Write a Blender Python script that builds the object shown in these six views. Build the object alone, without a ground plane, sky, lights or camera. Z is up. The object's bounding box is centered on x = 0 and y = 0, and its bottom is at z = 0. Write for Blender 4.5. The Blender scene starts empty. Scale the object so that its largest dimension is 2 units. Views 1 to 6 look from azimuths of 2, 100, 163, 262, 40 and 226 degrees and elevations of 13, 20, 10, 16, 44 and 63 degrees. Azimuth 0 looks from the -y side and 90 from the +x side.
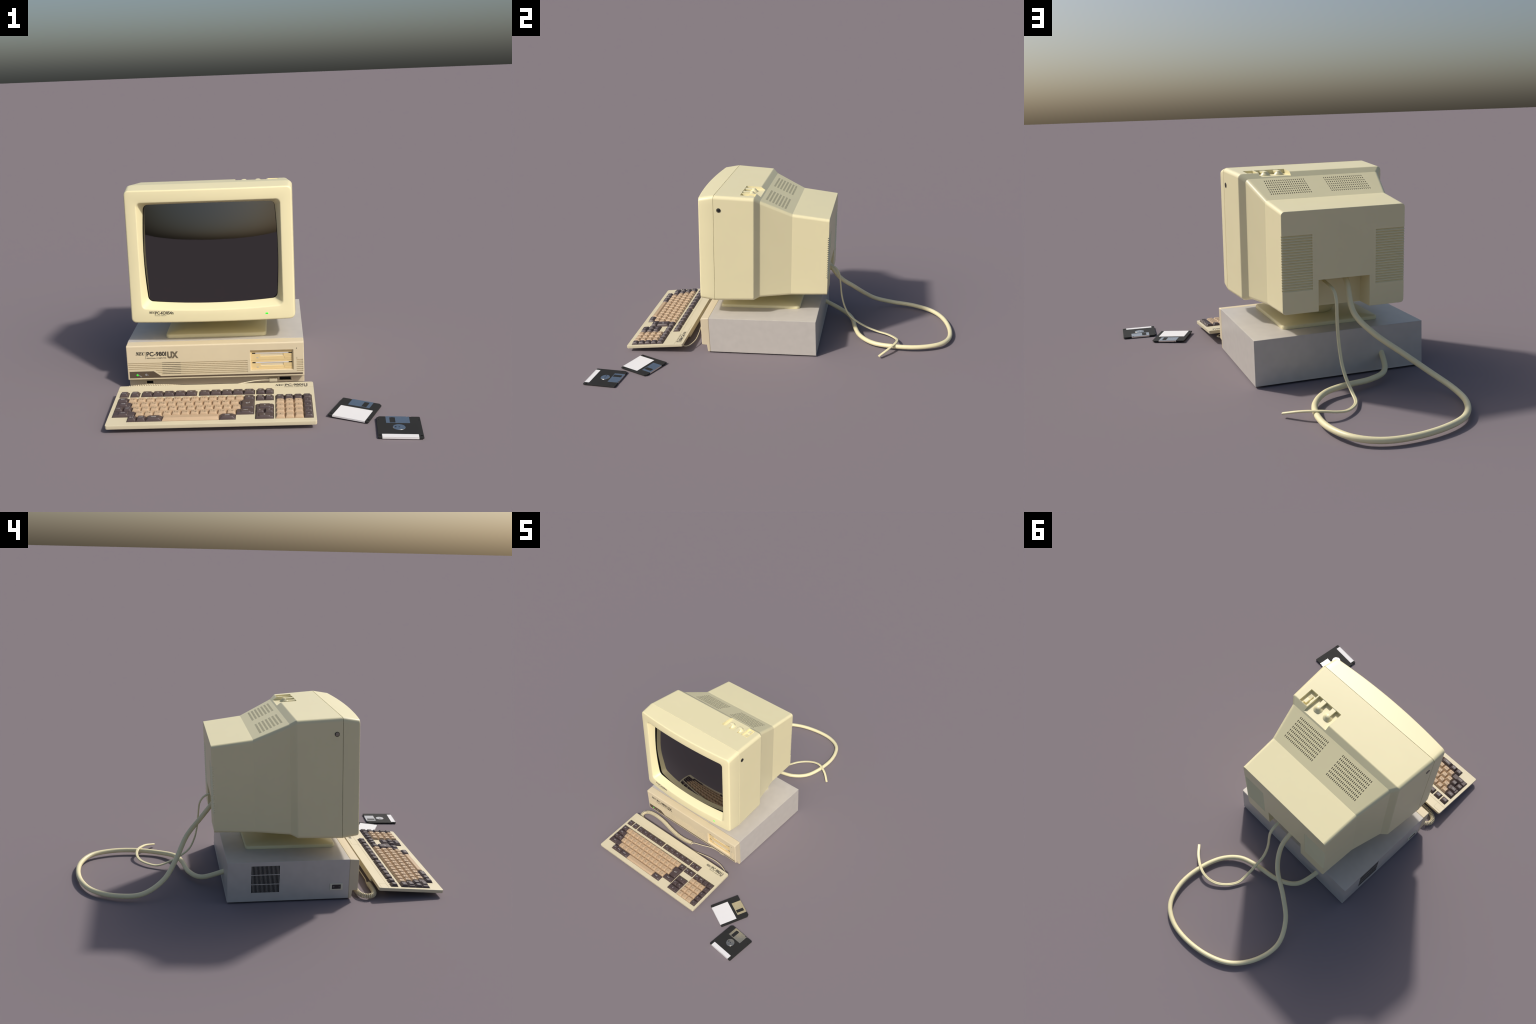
"""Retro desktop computer set: system unit, tilted CRT monitor with cables, keyboard with coiled cord, two floppy disks.
World frame: metres, z up, front of the machine towards -y."""
import bpy, bmesh, math, random
from mathutils import Vector, Matrix, Euler

random.seed(98)
SC = bpy.context.scene.collection

# ------------------------------------------------------------------ materials
def lin(r, g, b):
    f = lambda c: c / 12.92 if c <= 0.04045 else ((c + 0.055) / 1.055) ** 2.4
    return tuple(f(v / 255.0) for v in (r, g, b)) + (1.0,)

def material(name, rgb, rough=0.5, metal=0.0, vary=0.04, scale=14.0, spec=0.5, bump=0.0, bump_scale=400.0, coat=0.0):
    """Principled surface whose base colour is lightly mottled by noise on Object coordinates."""
    m = bpy.data.materials.new(name)
    m.use_nodes = True
    nt = m.node_tree
    bsdf = nt.nodes["Principled BSDF"]
    base = lin(*rgb)
    bsdf.inputs["Roughness"].default_value = rough
    bsdf.inputs["Metallic"].default_value = metal
    bsdf.inputs["Specular IOR Level"].default_value = spec
    bsdf.inputs["Coat Weight"].default_value = coat
    co = nt.nodes.new("ShaderNodeTexCoord")
    nz = nt.nodes.new("ShaderNodeTexNoise")
    nz.inputs["Scale"].default_value = scale
    nz.inputs["Detail"].default_value = 4.0
    nt.links.new(co.outputs["Object"], nz.inputs["Vector"])
    rp = nt.nodes.new("ShaderNodeValToRGB")
    rp.color_ramp.elements[0].position = 0.3
    rp.color_ramp.elements[1].position = 0.7
    rp.color_ramp.elements[0].color = tuple(c * (1 - vary) for c in base[:3]) + (1,)
    rp.color_ramp.elements[1].color = tuple(min(1, c * (1 + vary)) for c in base[:3]) + (1,)
    nt.links.new(nz.outputs["Fac"], rp.inputs["Fac"])
    nt.links.new(rp.outputs["Color"], bsdf.inputs["Base Color"])
    if bump:
        n2 = nt.nodes.new("ShaderNodeTexNoise")
        n2.inputs["Scale"].default_value = bump_scale
        nt.links.new(co.outputs["Object"], n2.inputs["Vector"])
        bp = nt.nodes.new("ShaderNodeBump")
        bp.inputs["Strength"].default_value = bump
        bp.inputs["Distance"].default_value = 0.001
        nt.links.new(n2.outputs["Fac"], bp.inputs["Height"])
        nt.links.new(bp.outputs["Normal"], bsdf.inputs["Normal"])
    return m

def striped(name, rgb_a, rgb_b, scale):
    """Print made of fine horizontal lines (wave bands along local z)."""
    m = material(name, rgb_a, 0.6)
    nt = m.node_tree
    co = nt.nodes.new("ShaderNodeTexCoord")
    wv = nt.nodes.new("ShaderNodeTexWave")
    wv.bands_direction = 'Z'
    wv.inputs["Scale"].default_value = scale
    nt.links.new(co.outputs["Object"], wv.inputs["Vector"])
    rp = nt.nodes.new("ShaderNodeValToRGB")
    rp.color_ramp.elements[0].color = lin(*rgb_a)
    rp.color_ramp.elements[1].color = lin(*rgb_b)
    nt.links.new(wv.outputs["Fac"], rp.inputs["Fac"])
    nt.links.new(rp.outputs["Color"], nt.nodes["Principled BSDF"].inputs["Base Color"])
    return m

def glowing(name, rgb, strength):
    m = material(name, rgb, 0.3, vary=0.0)
    b = m.node_tree.nodes["Principled BSDF"]
    b.inputs["Emission Color"].default_value = lin(*rgb)
    b.inputs["Emission Strength"].default_value = strength
    return m

M = dict(
    cream=material("monitor_cream_plastic", (241, 231, 185), 0.38, vary=0.010, scale=6, bump=0.04),
    cream_dark=material("swivel_cream_plastic", (236, 225, 178), 0.45, vary=0.010, scale=6),
    cord=material("cord_cream_rubber", (240, 230, 184), 0.40, vary=0.015, scale=20),
    peach=material("case_peach_plastic", (222, 207, 174), 0.48, vary=0.02, scale=9, bump=0.04),
    drive=material("drive_peach_plastic", (231, 205, 150), 0.5, vary=0.015, scale=12),
    metal=material("painted_sheet_metal", (203, 197, 188), 0.36, metal=0.05, vary=0.03, scale=22, bump=0.03),
    keyboard=material("keyboard_ivory_plastic", (217, 206, 174), 0.48, vary=0.015, scale=10, bump=0.04),
    well=material("key_well_plastic", (66, 54, 50), 0.7, vary=0.03),  # ivory deck darkened here for the shadow between key caps
    tan=material("tan_keycap_plastic", (192, 165, 133), 0.55, vary=0.02, scale=30),
    brown=material("brown_keycap_plastic", (80, 67, 66), 0.42, vary=0.03, scale=30),
    panel=material("brown_panel_film", (94, 80, 66), 0.45, vary=0.02),
    black=material("black_void", (16, 15, 14), 0.6, vary=0.0),
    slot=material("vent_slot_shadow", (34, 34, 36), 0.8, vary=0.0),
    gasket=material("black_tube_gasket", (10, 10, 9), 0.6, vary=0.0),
    glass=material("dark_mirror_glass", (106, 105, 106), 0.03, metal=1.0, vary=0.0),
    ink=material("black_print_ink", (34, 33, 31), 0.6, vary=0.0),
    grey_ink=material("grey_print_ink", (120, 112, 96), 0.6, vary=0.0),
    stripe_ink=striped("striped_print_ink", (84, 77, 64), (128, 116, 94), 150.0),
    white_ink=material("pale_key_legend", (196, 194, 192), 0.6, vary=0.0),
    dark_ink=material("dark_key_legend", (44, 34, 30), 0.6, vary=0.0),
    green=glowing("green_lamp", (40, 235, 40), 1.0),
    lamp=material("unlit_lamp", (176, 178, 180), 0.35, vary=0.0),
    white=material("white_flap_plastic", (226, 224, 226), 0.4, vary=0.01),
    shell=material("black_disk_shell", (44, 44, 43), 0.75, vary=0.03, scale=40, spec=0.25),
    paper=material("white_label_paper", (234, 232, 231), 0.7, vary=0.008, scale=30),
    steel=material("brushed_shutter_steel", (226, 222, 214), 0.22, metal=1.0, vary=0.03, scale=160),
    screw=material("dark_screw_cap", (34, 34, 32), 0.3, vary=0.0),
    screw_core=material("brown_screw_core", (160, 146, 128), 0.4, vary=0.0),
    switch=material("dark_rocker_plastic", (48, 46, 46), 0.4, vary=0.0),
    frame=material("switch_frame_plastic", (224, 219, 196), 0.5, vary=0.0),
    rubber=material("grey_rubber_foot", (60, 58, 56), 0.8, vary=0.03),
)

# ------------------------------------------------------------------ mesh helpers
def mark_smooth(me, angle=35.0):
    bm = bmesh.new(); bm.from_mesh(me)
    lim = math.radians(angle)
    for f in bm.faces:
        f.smooth = True
    for e in bm.edges:
        e.smooth = len(e.link_faces) == 2 and e.calc_face_angle(0.0) < lim
    bm.to_mesh(me); bm.free()

def mesh_obj(name, verts, faces, mat, angle=35.0, link=True):
    me = bpy.data.meshes.new(name)
    me.from_pydata([tuple(v) for v in verts], [], faces)
    bm = bmesh.new(); bm.from_mesh(me)
    bmesh.ops.recalc_face_normals(bm, faces=bm.faces)
    bm.to_mesh(me); bm.free()
    me.materials.append(mat)
    if angle:
        mark_smooth(me, angle)
    ob = bpy.data.objects.new(name, me)
    if link:
        SC.objects.link(ob)
    return ob

def box_data(x0, x1, y0, y1, z0, z1, off=0):
    v = [(x, y, z) for z in (z0, z1) for y in (y0, y1) for x in (x0, x1)]
    f = [(0, 2, 3, 1), (4, 5, 7, 6), (0, 1, 5, 4), (2, 6, 7, 3), (0, 4, 6, 2), (1, 3, 7, 5)]
    return v, [tuple(i + off for i in q) for q in f]

def boxes(name, lst, mat, bevel=0.0, seg=2, angle=35.0):
    """One mesh out of axis-aligned boxes (x0,x1,y0,y1,z0,z1)."""
    V, F = [], []
    for b in lst:
        v, f = box_data(*b, off=len(V)); V += v; F += f
    ob = mesh_obj(name, V, F, mat, angle)
    if bevel:
        refine(ob, bevel=bevel, seg=seg)
    return ob

def prism(name, poly, axis, a0, a1, mat, angle=35.0):
    """Extrude a 2D polygon along an axis. axis 'x': poly is (y,z); 'y': (x,z); 'z': (x,y)."""
    n = len(poly)
    put = {'x': lambda p, t: (t, p[0], p[1]), 'y': lambda p, t: (p[0], t, p[1]), 'z': lambda p, t: (p[0], p[1], t)}[axis]
    V = [put(p, a0) for p in poly] + [put(p, a1) for p in poly]
    F = [tuple(range(n)), tuple(range(n, 2 * n))] + [(i, (i + 1) % n, n + (i + 1) % n, n + i) for i in range(n)]
    return mesh_obj(name, V, F, mat, angle)

def evaluated(ob):
    dg = bpy.context.evaluated_depsgraph_get()
    dg.update()
    return bpy.data.meshes.new_from_object(ob.evaluated_get(dg), preserve_all_data_layers=True, depsgraph=dg)

def refine(ob, bevel=0.0, seg=2, limit=30.0, cuts=(), angle=35.0, weighted=True, bevel_first=True, crease=None):
    """Bevel, cut with boolean tools (which are deleted) and bake the result."""
    def add_bevel():
        b = ob.modifiers.new("bevel", 'BEVEL')
        b.width = bevel; b.segments = seg; b.limit_method = 'ANGLE'; b.angle_limit = math.radians(limit)
        b.use_clamp_overlap = True
    if bevel and bevel_first:
        add_bevel()
    for c in cuts:
        m = ob.modifiers.new("cut", 'BOOLEAN')
        m.object = c; m.operation = 'DIFFERENCE'; m.solver = 'EXACT'; m.material_mode = 'TRANSFER'
    if bevel and not bevel_first:
        add_bevel()
    me = evaluated(ob)
    ob.modifiers.clear()
    old = ob.data; ob.data = me; me.name = ob.name
    bpy.data.meshes.remove(old)
    for c in cuts:
        d = c.data; bpy.data.objects.remove(c); bpy.data.meshes.remove(d)
    mark_smooth(me, angle)
    if crease:
        bm = bmesh.new(); bm.from_mesh(me)
        for e in bm.edges:
            if crease(e.verts[0].co, e.verts[1].co):
                e.smooth = False
        bm.to_mesh(me); bm.free()
    if weighted:
        w = ob.modifiers.new("weighted", 'WEIGHTED_NORMAL'); w.keep_sharp = True
        me2 = evaluated(ob); ob.modifiers.clear()
        ob.data = me2; bpy.data.meshes.remove(me); me2.name = ob.name
    return ob

def rrect(hx, z0, z1, r, nc=7, nx=16, nz=12, bow=0.0):
    """Rounded rectangle ring in (x, z), counter-clockwise, constant number of points; bow swells the sides."""
    cz, hz = (z0 + z1) / 2, (z1 - z0) / 2
    P = []
    corners = [(hx - r, hz - r, 0), (-hx + r, hz - r, 90), (-hx + r, -hz + r, 180), (hx - r, -hz + r, 270)]
    for k, (cx, czz, a0) in enumerate(corners):
        for i in range(nc + 1):
            a = math.radians(a0 + 90.0 * i / nc)
            P.append((cx + r * math.cos(a), czz + r * math.sin(a)))
        n = nx if k % 2 == 0 else nz
        x1, z1b, a1 = corners[(k + 1) % 4]
        p0 = P[-1]
        a = math.radians(a1)
        p1 = (x1 + r * math.cos(a), z1b + r * math.sin(a))
        for i in range(1, n):
            t = i / n
            P.append((p0[0] + (p1[0] - p0[0]) * t, p0[1] + (p1[1] - p0[1]) * t))
    if bow:
        P = [(x * (1 + bow * (1 - (z / hz) ** 2)), z * (1 + bow * (1 - (x / hx) ** 2))) for x, z in P]
    return [(x, z + cz) for x, z in P]

def loft(name, rings, mat, cap0=False, cap1=False, angle=35.0):
    n = len(rings[0]); V = [p for r in rings for p in r]; F = []
    for k in range(len(rings) - 1):
        for i in range(n):
            j = (i + 1) % n
            F.append((k * n + i, k * n + j, (k + 1) * n + j, (k + 1) * n + i))
    if cap0:
        F.append(tuple(range(n)))
    if cap1:
        F.append(tuple((len(rings) - 1) * n + i for i in range(n)))
    return mesh_obj(name, V, F, mat, angle)

def lathe(name, profile, mat, seg=40, centre=(0, 0, 0), angle=35.0):
    """Revolve (radius, z) profile about the vertical axis through centre."""
    rings = [[(centre[0] + r * math.cos(2 * math.pi * i / seg), centre[1] + r * math.sin(2 * math.pi * i / seg), centre[2] + z) for i in range(seg)] for r, z in profile]
    return loft(name, rings, mat, True, True, angle)

def catmull(C, m):
    C = [Vector(c) for c in C]
    P = [2 * C[0] - C[1]] + C + [2 * C[-1] - C[-2]]
    out = []
    for i in range(1, len(P) - 2):
        a, b, c, d = P[i - 1:i + 3]
        for k in range(m):
            t = k / m
            out.append(0.5 * (2 * b + (c - a) * t + (2 * a - 5 * b + 4 * c - d) * t * t + (3 * b - a - 3 * c + d) * t ** 3))
    return out + [P[-2]]

def frames(path):
    """Tangent, side and up vectors along a path, kept level (up close to +z) by transport."""
    T = []
    for i in range(len(path)):
        a, b = path[max(i - 1, 0)], path[min(i + 1, len(path) - 1)]
        T.append((b - a).normalized())
    up = Vector((0, 0, 1)) - T[0] * T[0].z
    if up.length < 0.1:
        up = Vector((0, 1, 0)) - T[0] * T[0].y
    up.normalize(); out = []
    for t in T:
        up = (up - t * up.dot(t)).normalized()
        out.append((t, t.cross(up).normalized(), up))
    return out

def sweep(name, path, section, mat, angle=50.0):
    """Sweep a closed (side, up) cross-section along a path."""
    rings = [[p + s * a + u * b for a, b in section] for p, (t, s, u) in zip(path, frames(path))]
    return loft(name, rings, mat, True, True, angle)

def circle(r, n=14):
    return [(r * math.cos(2 * math.pi * i / n), r * math.sin(2 * math.pi * i / n)) for i in range(n)]

def text_mesh(body, bold=0.0, shear=0.0, depth=0.0, res=3):
    c = bpy.data.curves.new("lettering", 'FONT')
    c.body = body; c.offset = bold; c.shear = shear; c.extrude = depth; c.resolution_u = res; c.size = 1.0
    o = bpy.data.objects.new("lettering", c); SC.objects.link(o)
    me = evaluated(o)
    bpy.data.objects.remove(o); bpy.data.curves.remove(c)
    return me

def bounds(me):
    xs = [v.co.x for v in me.vertices]; ys = [v.co.y for v in me.vertices]
    return min(xs), max(xs), min(ys), max(ys)

def text_box(body, x0, x1, y0, y1, bold=0.0, shear=0.0, thick=0.0003, res=3):
    """Text as (verts, faces) stretched into the rectangle, lying in the xy plane, extruded by thick upward."""
    me = text_mesh(body, bold, shear, 0.5, res)
    a, b, c, d = bounds(me)
    V = [(x0 + (v.co.x - a) / (b - a) * (x1 - x0), y0 + (v.co.y - c) / (d - c) * (y1 - y0), (v.co.z + 0.5) * thick) for v in me.vertices]
    F = [tuple(p.vertices) for p in me.polygons]
    bpy.data.meshes.remove(me)
    return V, F

def text_at(body, cx, cy, height, bold=0.0, thick=0.0002, res=2, stretch=1.0):
    """Text centred on a point with a given height."""
    me = text_mesh(body, bold, 0.0, 0.5, res)
    a, b, c, d = bounds(me)
    s = height / (0.7 * (1 + body.count("\n") * 1.35)) if body else 1
    V = [(cx + (v.co.x - (a + b) / 2) * s * stretch, cy + (v.co.y - (c + d) / 2) * s, (v.co.z + 0.5) * thick) for v in me.vertices]
    F = [tuple(p.vertices) for p in me.polygons]
    bpy.data.meshes.remove(me)
    return V, F

def gather(parts):
    V, F = [], []
    for v, f in parts:
        F += [tuple(i + len(V) for i in q) for q in f]; V += v
    return V, F

def serif_logo(x0, x1, y0, y1, thick=0.0003):
    """Heavy slanted serif capitals N, E, C drawn with strokes, in the unit box stretched to the rectangle."""
    P = [[(.02, .04), (.07, .04), (.07, .96), (.02, .96)], [(.03, 1), (.15, 1), (.33, 0), (.23, 0)], [(.27, .04), (.32, .04), (.32, .96), (.27, .96)],
         [(-.02, 0), (.12, 0), (.12, .08), (-.02, .08)], [(.22, .92), (.37, .92), (.37, 1), (.22, 1)], [(-.02, .92), (.08, .92), (.08, 1), (-.02, 1)],
         [(.41, 0), (.52, 0), (.52, 1), (.41, 1)], [(.38, 0), (.66, 0), (.66, .11), (.38, .11)], [(.38, .89), (.65, .89), (.65, 1), (.38, 1)], [(.50, .45), (.61, .45), (.61, .56), (.50, .56)],
         [(.62, .05), (.67, .05), (.67, .30), (.64, .30)], [(.62, .95), (.66, .95), (.66, .72), (.63, .72)], [(.58, .38), (.615, .38), (.615, .63), (.58, .63)],
         [(.94, .62), (.985, .62), (.985, 1), (.955, 1)], [(.95, .05), (.985, .05), (.985, .33), (.96, .33)]]
    for i in range(14):                                   # crescent of the C
        a, b = (math.radians(48 + 264 * (i + k) / 14.0) for k in (0, 1.02))
        w = lambda t: 0.035 + 0.085 * max(0.0, -math.cos(t))
        P.append([(.85 + .145 * math.cos(a), .5 + .5 * math.sin(a)), (.85 + .145 * math.cos(b), .5 + .5 * math.sin(b)),
                  (.85 + (.145 - w(b)) * math.cos(b), .5 + .42 * math.sin(b)), (.85 + (.145 - w(a)) * math.cos(a), .5 + .42 * math.sin(a))])
    L = []
    for n, q in enumerate(P):
        t = thick + 0.00001 * n
        f = lambda u, v: (x0 + (u + 0.07 * (v - 0.5)) * (x1 - x0), y0 + v * (y1 - y0))
        v = [f(*p) + (0.0,) for p in q] + [f(*p) + (t,) for p in q]
        L.append((v, [(3, 2, 1, 0), (4, 5, 6, 7), (0, 1, 5, 4), (1, 2, 6, 5), (2, 3, 7, 6), (3, 0, 4, 7)]))
    return gather(L)

UPRIGHT = Matrix(((1, 0, 0, 0), (0, 0, -1, 0), (0, 1, 0, 0), (0, 0, 0, 1)))   # xy sheet -> xz sheet facing -y

def thing(name, loc, label, category):
    e = bpy.data.objects.new(name, None)
    e.empty_display_size = 0.1
    e.location = loc
    e["label"] = label; e["category"] = category
    SC.objects.link(e)
    return e

def adopt(child, parent, origin=None):
    """Parent a world-space mesh; its vertices move into the parent's frame so that coordinates stay those of the thing."""
    if origin is not None:
        child.data.transform(Matrix.Translation(-Vector(origin)))
    child.parent = parent
    return child

# ================================================================== system unit
CASE = thing("computer_case", (-0.214, -0.08, 0.0), "low grey metal desktop computer case with peach plastic front", "desktop computer")
CO = (-0.214, -0.08, 0.0)
X0, X1 = -0.620, 0.192
YF, YB, YR = -0.440, -0.3915, 0.226        # bezel front, bezel/metal joint, rear

# sheet-metal housing with ventilation grille cut into its left side
housing = boxes("metal_housing", [(X0, X1, YB, YR, 0.005, 0.2155)], M["metal"])
slots = []
for z0, z1 in ((0.0525, 0.0950), (0.0985, 0.1455), (0.1490, 0.1945)):
    for i in range(22):
        y = -0.0345 + i * 0.00648
        slots.append((X0 - 0.01, X0 + 0.008, y, y + 0.0050, z0, z1))
grille_cut = boxes("cutter", slots, M["black"])
refine(housing, bevel=0.0018, seg=2, cuts=[grille_cut])
adopt(housing, CASE, CO)
adopt(boxes("rear_panel_lip", [(X0 + 0.001, X1 - 0.001, YR - 0.002, YR + 0.0012, 0.006, 0.0092), (X0 + 0.001, X1 - 0.001, YR - 0.002, YR + 0.0012, 0.2112, 0.2146)], M["metal"], 0.0005), CASE, CO)
for fx in (X0 + 0.07, X1 - 0.07):
    for fy in (YB + 0.06, YR - 0.07):
        f = lathe("rubber_foot", [(0.016, 0.0), (0.017, 0.003), (0.017, 0.007)], M["rubber"], 20, (fx, fy, 0.0))
        adopt(f, CASE, CO)

# plastic front bezel: side profile extruded across, then bay, grooves and ports are cut
prof = [(YB, 0.2155), (YB, 0.0040), (-0.4070, 0.0040), (-0.4115, 0.0455), (YF, 0.0475), (YF, 0.2090), (YF + 0.003, 0.2118)]
bezel = prism("front_bezel", prof, 'x', X0, X1, M["peach"])
groove_z = [0.1270 - 0.00892 * i for i in range(7)]
starts = [-0.6157] * 4 + [-0.4905, -0.4790, -0.4637]
gh = 0.0021
cut = [(s, -0.0664, YF - 0.01, YF + 0.0042, z - gh, z + gh) for s, z in zip(starts, groove_z)]
cut += [(0.1577, 0.1868, YF - 0.01, YF + 0.0042, z - gh, z + gh) for z in groove_z]
grooves = boxes("cutter", cut, M["peach"])
deep = boxes("cutter", [(-0.4595, -0.3744, YF - 0.001, YF + 0.010, z - gh * 0.75, z + gh * 0.75) for z in groove_z], M["panel"])
bay_rings = []
for y, g in ((YF - 0.012, 0.008), (YF + 0.0130, -0.0085)):
    x0, x1, z0, z1 = -0.0545 - g * 0.5, 0.1440 + g * 0.9, 0.0785 - g * 0.12, 0.1765 + g * 0.12
    bay_rings.append([(x0, y, z0), (x1, y, z0), (x1, y, z1), (x0, y, z1)])
bay = loft("cutter", bay_rings, M["peach"], True, True)
ports = boxes("cutter", [(-0.540, -0.5105, -0.43, -0.400, 0.017, 0.0300), (0.0770, 0.1290, -0.43, -0.400, 0.018, 0.0335)], M["black"])
refine(bezel, bevel=0.0045, seg=3, limit=40, cuts=[grooves, deep, bay, ports], angle=40)
adopt(bezel, CASE, CO)
adopt(boxes("port_frame", [(a, b, -0.4126, -0.4085, c, d) for x0, x1, z0, z1 in ((-0.548, -0.5025, 0.012, 0.0315), (0.069, 0.1385, 0.0125, 0.0355))
      for a, b, c, d in ((x0, x0 + 0.007, z0, z1), (x1 - 0.007, x1, z0, z1), (x0 + 0.007, x1 - 0.007, z0, z0 + 0.0045))], M["peach"], 0.0006), CASE, CO)

# brown indicator panel with stripe
poly = [(-0.6110, 0.0567), (0.1846, 0.0567), (0.1846, 0.0637), (-0.4660, 0.0640), (-0.4995, 0.0886), (-0.6110, 0.0884)]
adopt(prism("indicator_panel", poly, 'y', YF - 0.0006, YF + 0.004, M["panel"]), CASE, CO)
def lamp(name, cx, cz, w, h, mat, rot=0.0, y=YF - 0.0006):
    o = boxes(name, [(-w / 2, w / 2, -0.0008, 0.001, -h / 2, h / 2)], mat, 0.0006)
    o.data.transform(Matrix.Translation((cx, y, cz)) @ Matrix.Rotation(math.radians(rot), 4, 'Y'))
    return adopt(o, CASE, CO)
lamp("power_lamp", -0.5752, 0.0709, 0.0088, 0.0056, M["green"], 38)
lamp("disk_lamp", -0.5362, 0.0709, 0.0066, 0.0042, M["lamp"], 38)
marks = []
for (cx, cz, t, s) in ((-0.5655, 0.0688, "POWER", 0.0052), (-0.5305, 0.0725, "DISK", 0.0052)):
    v, f = text_at(t, 0, 0, s)
    r = Matrix.Translation((cx, YF - 0.0008, cz)) @ UPRIGHT @ Matrix.Rotation(math.radians(-38), 4, 'Z')
    marks.append(([tuple(r @ Vector(p)) for p in v], f))
adopt(mesh_obj("panel_lettering", *gather(marks), M["lamp"], 0), CASE, CO)

def front_text(name, items, mat, y):
    """items: (text, x0, x1, z0, z1, bold, shear) on the case front plane y."""
    L = []
    for t, a, b, c, d, bo, sh in items:
        v, f = serif_logo(a, b, c, d) if t == "NEC" else text_box(t, a, b, c, d, bo, sh)
        L.append(([tuple(Matrix.Translation((0, y, 0)) @ UPRIGHT @ Vector(p)) for p in v], f))
    return mesh_obj(name, *gather(L), mat, 0)
YT = YF - 0.0001
logo = front_text("maker_lettering", [("NEC", -0.5752, -0.5362, 0.1668, 0.1825, 0.045, 0.22), ("PC-980I", -0.5272, -0.4368, 0.1606, 0.1828, 0.030, 0.0),
                                      ("PERSONAL COMPUTER", -0.5272, -0.4368, 0.1490, 0.1545, 0.012, 0.0), ("1", 0.1578, 0.1600, 0.1785, 0.1850, 0, 0), ("2", 0.1570, 0.1608, 0.1325, 0.1390, 0, 0)], M["ink"], YT)
adopt(logo, CASE, CO)
adopt(boxes("lettering_bar", [(-0.5325, -0.5313, YT - 0.0003, YT + 0.0005, 0.1482, 0.1830)], M["ink"]), CASE, CO)
adopt(front_text("model_lettering", [("UX", -0.4330, -0.3815, 0.1487, 0.1822, 0.062, 0.0)], M["stripe_ink"], YT), CASE, CO)

# two stacked floppy drives in the bay
YD = YF + 0.0108
for k, (zb, zt) in enumerate(((0.1246, 0.1775), (0.0800, 0.1238))):
    zs = (0.1582, 0.1128)[k]                    # disk slot height
    face = boxes("floppy_drive", [(-0.0530, 0.1425, YD, YD + 0.030, zb, zt)], M["drive"])
    notch = prism("cutter", [(YD - 0.002, zs - 0.0172), (YD + 0.009, zs - 0.0105), (YD + 0.009, zs), (YD - 0.002, zs)], 'x', -0.0070, 0.0980, M["drive"])
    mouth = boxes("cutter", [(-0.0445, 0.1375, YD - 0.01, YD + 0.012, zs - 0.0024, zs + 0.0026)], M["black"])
    btn_gap = boxes("cutter", [(0.1010, 0.1370, YD - 0.01, YD + 0.003, zs - 0.0275, zs - 0.0175)], M["drive"])
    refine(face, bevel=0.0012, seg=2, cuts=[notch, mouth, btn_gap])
    adopt(face, CASE, CO)
    f = adopt(boxes("slot_flap", [(-0.0300, 0.1215, YD + 0.0005 * (1 - k), YD + 0.008, zs - 0.0021, zs + 0.0020 + 0.001 * k)], M["white"], 0.0005), face)
    f.data.transform(Matrix.Translation(-Vector(CO)))
    f = adopt(boxes("slot_end", [(-0.0450, -0.0302, YD - 0.0006, YD + 0.006, zs - 0.0024, zs + 0.0026), (0.1217, 0.1378, YD - 0.0006, YD + 0.006, zs - 0.0024, zs + 0.0026)], M["black"], 0.0004), face)  # black blocks modelled for the darkness inside the open slot ends
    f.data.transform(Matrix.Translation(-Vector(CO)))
    f = adopt(boxes("eject_button", [(0.1016, 0.1364, YD - 0.0002, YD + 0.006, zs - 0.0269, zs - 0.0181)], M["drive"], 0.0008), face)
    f.data.transform(Matrix.Translation(-Vector(CO)))
    f = adopt(boxes("drive_lamp", [(-0.0255, -0.0165, YD - 0.0007, YD + 0.002, zs - 0.0235, zs - 0.0198)], M["lamp"], 0.0006), face)
    f.data.transform(Matrix.Translation(-Vector(CO)))

# power switch on the left side
sw = boxes("power_switch", [(X0 - 0.0040, X0 + 0.003, -0.3592, -0.2930, 0.0540, 0.0892)], M["frame"])
c = boxes("cutter", [(X0 - 0.01, X0 - 0.0008, -0.3490, -0.3032, 0.0600, 0.0832)], M["black"])
refine(sw, bevel=0.0012, seg=2, cuts=[c])
adopt(sw, CASE, CO)
rock = prism("rocker", [(-0.3482, X0 - 0.0060), (-0.3261, X0 - 0.0030), (-0.3040, X0 - 0.0036), (-0.3040, X0 - 0.0002), (-0.3482, X0 - 0.0002)], 'z', 0.0608, 0.0824, M["switch"])
rock.data.transform(Matrix(((0, 1, 0, 0), (1, 0, 0, 0), (0, 0, 1, 0), (0, 0, 0, 1))))
rock.data.flip_normals()
adopt(rock, sw).data.transform(Matrix.Translation(-Vector(CO)))
sm = []
for t, y in (("O", -0.3125), ("I", -0.3400)):
    v, f = text_at(t, 0, 0, 0.0060)
    r = Matrix.Translation((X0 - (0.0037 if t == "O" else 0.0052), y, 0.0716)) @ Matrix.Rotation(math.radians(-90), 4, 'Z') @ UPRIGHT
    sm.append(([tuple(r @ Vector(p)) for p in v], f))
adopt(mesh_obj("switch_marking", *gather(sm), M["white_ink"], 0), sw).data.transform(Matrix.Translation(-Vector(CO)))

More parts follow.
